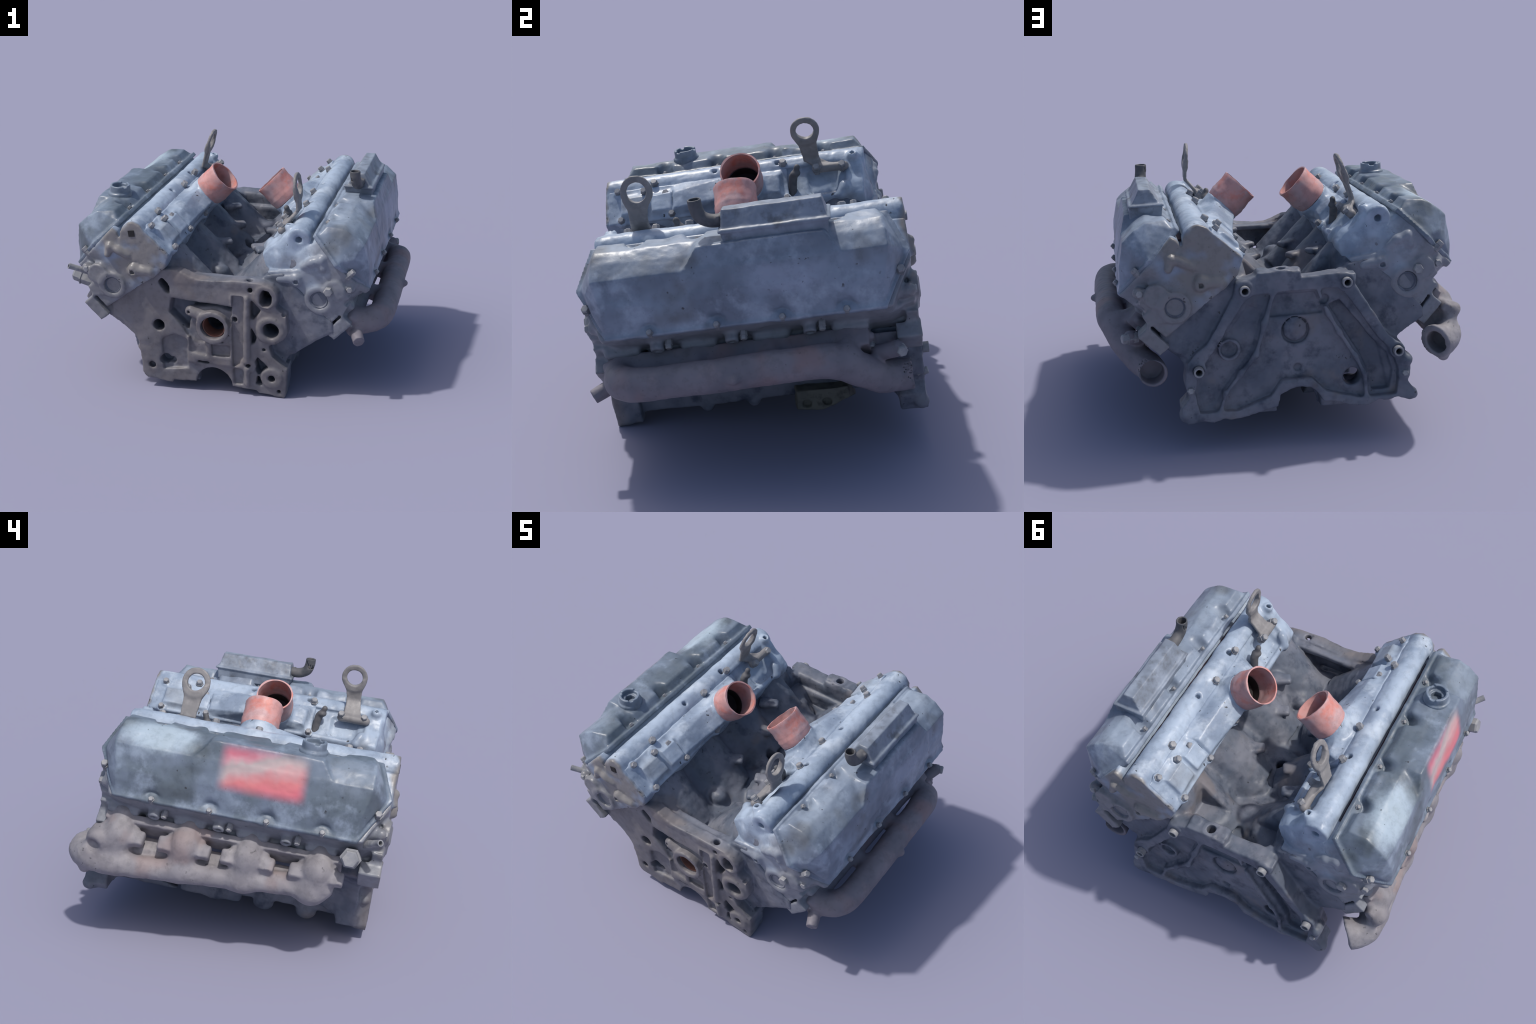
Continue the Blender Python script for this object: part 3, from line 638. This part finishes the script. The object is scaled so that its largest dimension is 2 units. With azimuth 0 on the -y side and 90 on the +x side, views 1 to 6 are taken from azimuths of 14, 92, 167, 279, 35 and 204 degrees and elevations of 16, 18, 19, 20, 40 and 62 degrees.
# ================================================================== VALVE COVER
C = Solid((0.50, -0.78, 0.72), (0.95, 0.86, 1.24), 0.0075)
F = dict(oa=(0.884, -0.580, 0.796), ob=(0.884, 0.645, 0.796), pa=(0.722, -0.702, 0.970), pb=(0.730, 0.766, 0.978),
         ia=(0.594, -0.640, 1.100), ib=(0.594, 0.700, 1.100), ca=(0.852, -0.612, 1.050), cb=(0.852, 0.692, 1.052), ta=(0.632, -0.600, 1.144), tb=(0.632, 0.655, 1.146),
         ma=(0.730, -0.604, 1.140), mb=(0.730, 0.684, 1.144), na=(0.790, -0.610, 1.104), nb=(0.790, 0.690, 1.108), xb=(0.800, 0.728, 0.985), yb=(0.835, 0.705, 0.905), xa=(0.800, -0.662, 0.978), ya=(0.835, -0.640, 0.900), wa=(0.878, -0.586, 0.925), wb=(0.878, 0.664, 0.925))
C.add(hull([F[k] for k in F]), 0.01)
C.add(hull([(0.880, -0.17, 0.81), (0.880, 0.46, 0.81), (0.877, -0.19, 0.95), (0.877, 0.48, 0.95), (0.856, -0.205, 1.045), (0.856, 0.500, 1.045), (0.826, -0.128, 1.146), (0.826, 0.430, 1.146),
            (0.640, -0.120, 1.142), (0.640, 0.420, 1.142), (0.60, -0.16, 1.10), (0.60, 0.47, 1.10)]), 0.014)
C.cut(hull([(0.60, -0.15, 1.16), (0.60, 0.45, 1.16), (0.60, -0.15, 1.24), (0.60, 0.45, 1.24), (0.90, -0.15, 1.16), (0.90, 0.45, 1.16), (0.90, -0.15, 1.24), (0.90, 0.45, 1.24)]), 0.02)
for ya, yb in ((-0.17, -0.06), (0.36, 0.48)):      # saddle between the raised ends and the middle
    C.cut(cap((0.60, ya + 0.03, 1.215), (0.82, ya + 0.03, 1.235), 0.070), 0.04)
# scalloped inner edge and the bolt reliefs along the lower edge
for y in (-0.425, -0.150, 0.175, 0.480):
    C.cut(cap((0.590, y, 1.16), (0.660, y, 1.23), 0.055), 0.02)
    C.cut(cyl((0.606, y, 1.100), (0.71, y, 1.22), 0.037), 0.022)
for y in (-0.385, -0.085, 0.205, 0.485):           # bolt scallops along the lower rim
    C.cut(cyl((0.888 + 0.004, y, 0.796 + 0.004), (0.888 + 0.20, y, 0.796 + 0.20), 0.042), 0.022)
# dents in the pressed steel
for c, r in (((0.74, -0.46, 1.185), (0.07, 0.09, 0.035)), ((0.72, 0.60, 1.185), (0.07, 0.05, 0.03)), ((0.66, -0.30, 1.17), (0.04, 0.05, 0.03)), ((0.92, -0.30, 0.98), (0.04, 0.10, 0.07))):
    C.cut(ball(c, r), 0.04)
# flange lip
def fl(p, o, d): return tuple(np.array(p) + np.array(o) + d * np.array(OUT))
fo = [fl(F[a], o, d) for d in (-0.026, 0.002) for a, o in (('oa', (0.010, -0.012, -0.010)), ('ob', (0.010, 0.012, -0.010)), ('pa', (0, -0.024, 0)), ('pb', (0, 0.024, 0)), ('ia', (-0.014, -0.012, 0.014)), ('ib', (-0.014, 0.012, 0.014)))]
C.add(hull(fo), 0.010)
COVER = C.mesh('valve_cover', 0.0042, 29, 8.0); del C

# ================================================================== LIFTING BRACKET
def bracket(cx, cy, cz, tip, bend, foot):
    """ring on a strap that bends at the rail and ends in a bolted foot"""
    S = Solid((0.20, -0.68, 0.98), (0.56, -0.16, 1.42), 0.0055)
    ax = (Vector(tip) - Vector(bend)); ax.normalize()
    yv = Vector((0, 1, 0)); nv = ax.cross(yv).normalized(); yv = nv.cross(ax).normalized()
    c = Vector((cx, cy, cz)); t = 0.0085
    S.add(cyl(c - nv * t, c + nv * t, 0.077), 0.003)
    b = Vector(bend)
    S.add(hull([tuple(c - ax * 0.02 + yv * s * 0.052 + nv * q) for s in (1, -1) for q in (t, -t)] + [tuple(b + yv * s * 0.042 + nv * q) for s in (1, -1) for q in (t, -t)]), 0.03)
    S.cut(cyl(c - nv * 0.05, c + nv * 0.05, 0.047), 0.003)
    f = Vector(foot)
    ax2 = (f - b).normalized(); nv2 = ax2.cross(Vector((0, 1, 0))).normalized()
    S.add(hull([tuple(b + Vector((0, s * 0.042, 0)) + nv2 * q) for s in (1, -1) for q in (t, -t)] + [tuple(f + Vector((0, s * 0.055, 0)) + nv2 * q) for s in (1, -1) for q in (t, -t)]), 0.01)
    S.add(cap(f + Vector((0, -0.085, 0)), f + Vector((0, 0.065, 0)), 0.024), 0.015)
    return S.mesh('lifting_bracket', 0.002, 31, 16)

# ================================================================== EXHAUST MANIFOLDS
def spline(pts, n=10):
    P = [Vector(p) for p in pts]; P = [2 * P[0] - P[1]] + P + [2 * P[-1] - P[-2]]; out = []
    for i in range(1, len(P) - 2):
        for k in range(n):
            t = k / n; a, b, c, d = P[i - 1:i + 3]
            out.append(0.5 * ((2 * b) + (c - a) * t + (2 * a - 5 * b + 4 * c - d) * t * t + (3 * b - a - 3 * c + d) * t ** 3))
    return out + [P[-2]]

E = Solid((0.64, -0.80, 0.22), (1.08, 0.86, 0.80), 0.0078)
path = spline([(0.775, -0.570, 0.580), (0.850, -0.570, 0.576), (0.912, -0.532, 0.580), (0.940, -0.43, 0.581), (0.938, -0.05, 0.584), (0.930, 0.32, 0.586), (0.912, 0.42, 0.560), (0.868, 0.51, 0.490), (0.806, 0.585, 0.415), (0.755, 0.650, 0.385), (0.736, 0.735, 0.376)], 8)
for i, (a, b) in enumerate(zip(path[:-1], path[1:])):
    if (b - a).length > 1e-5: E.add(cap(a, b, 0.075 - 0.004 * max(0, i - 50) / 30), 0.004)
E.add(hull([eface(v, y, h) for v in (-0.01, 0.150) for y in (-0.590, 0.560) for h in (0.02, 0.108)]), 0.012)
E.add(hull([(0.74, 0.52, 0.60), (0.74, 0.70, 0.60), (0.78, 0.54, 0.50), (0.76, 0.68, 0.50), (0.70, 0.70, 0.50), (0.70, 0.52, 0.52)]), 0.03)
for yp in (-0.22, 0.12, 0.46):
    E.add(cap((0.765, yp, 0.620), (0.90, yp, 0.575), 0.050), 0.03)
for yp in PORTS:
    E.add(box(eface(0.08, yp, 0.062), (0.016, 0.10, 0.05), EXF, 0.012), 0.02)
E.add(cap((0.80, -0.62, 0.52), (0.86, -0.58, 0.55), 0.036), 0.03)
E.add(cyl((0.850, -0.715, 0.500), (0.820, -0.640, 0.525), 0.036), 0.01)
E.add(ball((1.012, -0.035, 0.588), (0.028, 0.03, 0.022)), 0.015)
E.add(cap((0.80, 0.60, 0.53), (0.84, 0.68, 0.56), 0.036), 0.02)
E.cut(box((0.738, 0.80, 0.376), (0.12, 0.062, 0.12)), 0.004)
E.cut(cyl((0.748, 0.66, 0.385), (0.735, 0.86, 0.374), 0.060), 0.006)
man_r = obj('exhaust_manifold', E.mesh('exhaust_manifold', 0.0035, 37, 8.0), root, M_iron_r); del E

E = Solid((0.62, -0.88, 0.22), (1.08, 0.80, 0.80), 0.0078)        # log type, drawn on the right and turned to the left
path = spline([(0.715, -0.772, 0.405), (0.775, -0.742, 0.402), (0.825, -0.695, 0.400), (0.840, -0.60, 0.395), (0.832, -0.40, 0.402), (0.818, 0.00, 0.432), (0.806, 0.38, 0.468), (0.800, 0.520, 0.484)], 8)
n = len(path)
for i, (a, b) in enumerate(zip(path[:-1], path[1:])):
    if (b - a).length > 1e-5: E.add(cap(a, b, 0.090 - 0.032 * min(1, 1.9 * i / n)), 0.004)
E.add(ball((0.800, 0.535, 0.484), (0.048, 0.05, 0.048)), 0.02)
E.add(cap((0.810, -0.720, 0.34), (0.795, -0.735, 0.320), 0.032), 0.02)
E.add(ball((0.872, -0.655, 0.535), (0.048, 0.055, 0.048)), 0.03); E.add(cap((0.86, -0.66, 0.50), (0.84, -0.70, 0.43), 0.05, 0.06), 0.03)
E.add(hull([(x, y, z) for y in (-0.60, 0.50) for x, z in ((0.73, 0.53), (0.80, 0.49), (0.81, 0.43), (0.72, 0.46))]), 0.02)
for yp, dz, rr in zip(PORTS, (-0.012, 0.0, -0.004, 0.006), (1.06, 1.0, 0.96, 1.02)):
    E.add(cap((0.760, yp, 0.640), (0.820, yp, 0.568 + dz), 0.064 * rr, 0.070 * rr), 0.03)
    E.add(cap((0.820, yp, 0.565 + dz), (0.818, yp - 0.015, 0.450 + dz), 0.070 * rr, 0.072 * rr), 0.05)
    for s in (-1, 1):
        E.add(box((0.838, yp + s * 0.104, 0.552), (0.038, 0.034, 0.026), EXF, 0.012), 0.025)
        E.add(cap((0.785, yp + s * 0.065, 0.590), (0.840, yp + s * 0.100, 0.556), 0.028, 0.026), 0.015)
        E.cut(cap((0.900, yp + s * 0.115, 0.495), (0.95, yp + s * 0.115, 0.51), 0.030), 0.03)
    mc, md = np.array((0.742, -0.758, 0.405)), np.array((-0.78, -0.60, -0.15)); md = md / np.linalg.norm(md)
E.cut(cyl(mc, mc + md * 0.20, 0.13), 0.004)
for a, b in (((0.70, -0.790, 0.406), (0.770, -0.745, 0.402)), ((0.770, -0.745, 0.402), (0.805, -0.705, 0.400))):
    E.cut(cap(a, b, 0.064, 0.058), 0.004)
E.add(hull([eface(v, y, h) for v in (0.01, 0.150) for y in (-0.64, 0.60) for h in (0.03, 0.070)]), 0.01)
E.cut(cyl((0.81, 0.61, 0.478), (0.805, 0.565, 0.480), 0.018), 0.006)
LOG = E.mesh('exhaust_manifold', 0.0045, 41, 9.0); del E
man_l = obj('exhaust_manifold', LOG, root, M_iron, spin=True); man_l.location = (0.003, 0, -0.002)

# ================================================================== ASSEMBLE BOTH BANKS
def bank_parts(spin):
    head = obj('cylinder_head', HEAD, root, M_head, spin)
    obj('intake_plate', PLATE, head, M_head)
    put(BORE_SHADE, 'bore_shade_disc', head, (0.283, 0, 1.052), (-S2, 0, S2))
    put(PIPE, 'intake_pipe', head, (0.263, 0.0, 1.072), (-S2, 0, S2))
    for i, (u, y, h) in enumerate(((0.012, 0.415, 0.016), (0.008, 0.695, 0.016), (0.165, 0.565, 0.030), (0.19, 0.715, 0.016), (0.012, -0.215, 0.016), (0.008, 0.13, 0.016))):
        put(HEX, 'bolt', head, iface(u, y, h), IN, 1.0, 0.3 * i)
    for i, (p, nrm) in enumerate((((0.418, 0.512, 1.100), (-0.5, 0, 0.86)), ((0.420, 0.030, 1.108), (-0.5, 0, 0.86)), ((0.362, 0.448, 1.050), IN), ((0.428, -0.205, 1.112), (-0.5, 0, 0.86)))):
        put(HEX, 'bolt', head, p, nrm, 1.15, 0.2 + i)
    put(HEX, 'bolt', head, (0.668, 0.762, 0.800), (0, 1, 0), 1.6); put(HEX, 'bolt', head, (0.665, -0.688, 0.795), (0, -1, 0), 1.6)
    put(HEX, 'bolt', head, (0.782, -0.670, 0.810), (0, -1, 0), 1.1); put(HEX, 'bolt', head, (0.778, 0.768, 0.810), (0, 1, 0), 1.1)
    put(PLUG, 'core_plug', head, (0.610, 0.790, 0.728), (0, 1, 0)); put(PLUG, 'core_plug', head, (0.610, -0.692, 0.728), (0, -1, 0))
    for yb in (-0.38, -0.04, 0.31): put(HEX, 'bolt', head, eface(0.21, yb + 0.055, 0.02), (S2, 0, -S2), 0.9, yb)
    # hose nipple post beside the bracket
    S = Solid((0.22, -0.34, 0.86), (0.42, -0.14, 1.20), 0.006)
    S.add(cap((0.345, -0.245, 0.90), (0.330, -0.262, 1.06), 0.022), 0.01); S.add(cap((0.330, -0.262, 1.05), (0.318, -0.285, 1.115), 0.017), 0.012)
    S.add(ball((0.322, -0.275, 1.085), (0.027, 0.027, 0.02)), 0.008)
    return head

def nipple():
    S = Solid((0.22, -0.36, 0.86), (0.42, -0.14, 1.20), 0.006)
    S.add(cap((0.318, -0.235, 0.90), (0.330, -0.255, 1.06), 0.022), 0.01)
    S.add(cap((0.330, -0.258, 1.05), (0.318, -0.285, 1.115), 0.016), 0.012)
    S.add(ball((0.324, -0.272, 1.080), (0.028, 0.028, 0.02)), 0.008)
    return S.mesh('hose_nipple', 0.002, 43, 20)
NIPPLE = nipple(); NIPPLE.materials.append(M_hose)

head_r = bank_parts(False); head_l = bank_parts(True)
for h in (head_r, head_l): obj('hose_nipple', NIPPLE, h)

br_r = obj('lifting_bracket', bracket(0.417, -0.423, 1.308, (0.406, -0.408, 1.38), (0.430, -0.438, 1.170), (0.350, -0.450, 1.070)), head_r, M_steel)
br_l = obj('lifting_bracket', bracket(0.351, -0.352, 1.300, (0.328, -0.352, 1.372), (0.408, -0.365, 1.120), (0.360, -0.450, 1.078)), head_l, M_steel)
for b in (br_r, br_l):
    put(HEX, 'bolt', b, (0.342, -0.386, 1.085), IN, 1.15); put(HEX, 'bolt', b, (0.350, -0.523, 1.083), IN, 1.15, 0.4)

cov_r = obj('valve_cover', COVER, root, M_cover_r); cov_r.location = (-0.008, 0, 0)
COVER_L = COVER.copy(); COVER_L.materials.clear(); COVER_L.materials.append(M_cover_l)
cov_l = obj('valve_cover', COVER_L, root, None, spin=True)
for cov in (cov_r, cov_l):
    for i, y in enumerate((-0.385, -0.085, 0.205, 0.485)):
        put(HEX, 'bolt', cov, (0.890, y, 0.797), OUT, 0.8, i)
    for i, y in enumerate((-0.425, -0.150, 0.175, 0.480)):
        put(HEX, 'bolt', cov, (0.603, y, 1.097), OUT, 0.7, i)
    put(HEX, 'bolt', cov, (0.790, -0.672, 0.900), OUT, 1.1); put(HEX, 'bolt', cov, (0.790, 0.735, 0.905), OUT, 1.1)

# breather box with its outlet elbow on the right cover
S = Solid((0.55, -0.20, 1.08), (0.86, 0.52, 1.36), 0.006)
S.add(hull([(x, y, 1.115) for x in (0.632, 0.800) for y in (0.0, 0.450)] + [(x, y, 1.192) for x in (0.625, 0.795) for y in (-0.015, 0.460)]), 0.006)
S.add(hull([(x, y, z) for z in (1.180, 1.192) for x in (0.618, 0.802) for y in (-0.022, 0.468)]), 0.006)
S.add(hull([(x, y, 1.185) for x in (0.635, 0.790) for y in (-0.008, 0.455)] + [(x, y, 1.268) for x in (0.684, 0.742) for y in (0.000, 0.438)]), 0.008)
BOX = S.mesh('breather_box', 0.0028, 47, 12)
box_o = obj('breather_box', BOX, cov_r, M_box)
S = Solid((0.62, -0.22, 1.12), (0.80, 0.06, 1.36), 0.0055)
el = spline([(0.716, 0.01, 1.215), (0.716, -0.05, 1.216), (0.712, -0.095, 1.238), (0.706, -0.112, 1.280), (0.703, -0.114, 1.322)], 8)
for a, b in zip(el[:-1], el[1:]): S.add(cap(a, b, 0.030), 0.003)
S.cut(box((0.703, -0.114, 1.362), (0.06, 0.06, 0.040)), 0.003)
S.cut(cyl((0.703, -0.114, 1.26), (0.703, -0.114, 1.36), 0.023), 0.003)
S.add(ball((0.74, -0.018, 1.232), (0.012, 0.012, 0.012)), 0.004)
obj('outlet_elbow', S.mesh('outlet_elbow', 0.0015, 53, 16), box_o, M_hose)

# oil filler neck on the left cover
S = Solid((0.60, 0.24, 1.08), (0.84, 0.50, 1.24), 0.005)
S.add(cyl((0.714, 0.363, 1.10), (0.714, 0.363, 1.158), 0.080, 0.072), 0.01)
S.add(cyl((0.712, 0.363, 1.12), (0.711, 0.363, 1.202), 0.062), 0.010)
S.cut(cyl((0.711, 0.363, 1.172), (0.711, 0.363, 1.24), 0.046), 0.004)
S.cut(prism([(0.711 + 0.031 * math.cos(a * math.pi / 3), 0.363 + 0.031 * math.sin(a * math.pi / 3)) for a in range(6)], 1.09, 1.22, 'z'), 0.003)
for a in (0.4, 2.5, 4.6): S.cut(box((0.711 + 0.055 * math.cos(a), 0.363 + 0.055 * math.sin(a), 1.206), (0.016, 0.010, 0.014)), 0.003)
obj('oil_filler_neck', S.mesh('oil_filler_neck', 0.002, 59, 18), cov_l, M_cover_l)

sq = bmesh.new(); bmesh.ops.create_cube(sq, size=1.0); sqm = bpy.data.meshes.new('socket_shade_block'); sq.to_mesh(sqm); sq.free()
o = obj('socket_shade_block', sqm, head_l, M_dark); o.location = (0.476, 0.770, 1.066); o.scale = (0.037, 0.045, 0.037); o.rotation_euler = (0, 0.12, 0)  # near-black block, a hair proud, drawn for the dark inside a square hole
for hd in (head_r, head_l):                         # maroon gasket in the slot between head rail and cover
    gm = bmesh.new(); bmesh.ops.create_cube(gm, size=1.0); gme = bpy.data.meshes.new('cover_gasket'); gm.to_mesh(gme); gm.free()
    o = obj('cover_gasket', gme, hd, M_gasket); o.location = (0.562, 0.04, 1.030); o.scale = (0.030, 1.24, 0.024)

# temperature sender and big hex bolt sticking out of the left head's front end
sender = smooth(revolve('sender_tube', [(0, 0), (0.020, 0), (0.020, 0.06), (0.017, 0.065), (0.017, 0.150), (0.011, 0.150), (0.011, 0.12), (0, 0.12)], 16))
sender.materials.append(M_bolt)
put(sender, 'sender_tube', head_l, (0.790, 0.690, 0.745), (0.75, 0.55, 0.45))
put(HEX, 'bolt', head_l, (0.865, 0.640, 0.690), (0.95, 0.0, 0.25), 2.6)
for i, yp in enumerate(PORTS):
    for s in (-1, 1):
        put(HEX, 'bolt', man_r, eface(0.08, yp + s * 0.08, 0.077), (S2, 0, -S2), 1.1, i)
put(HEX, 'bolt', man_r, (0.845, 0.690, 0.560), (0.9, 0.3, 0), 1.5)
bpy.context.view_layer.update()
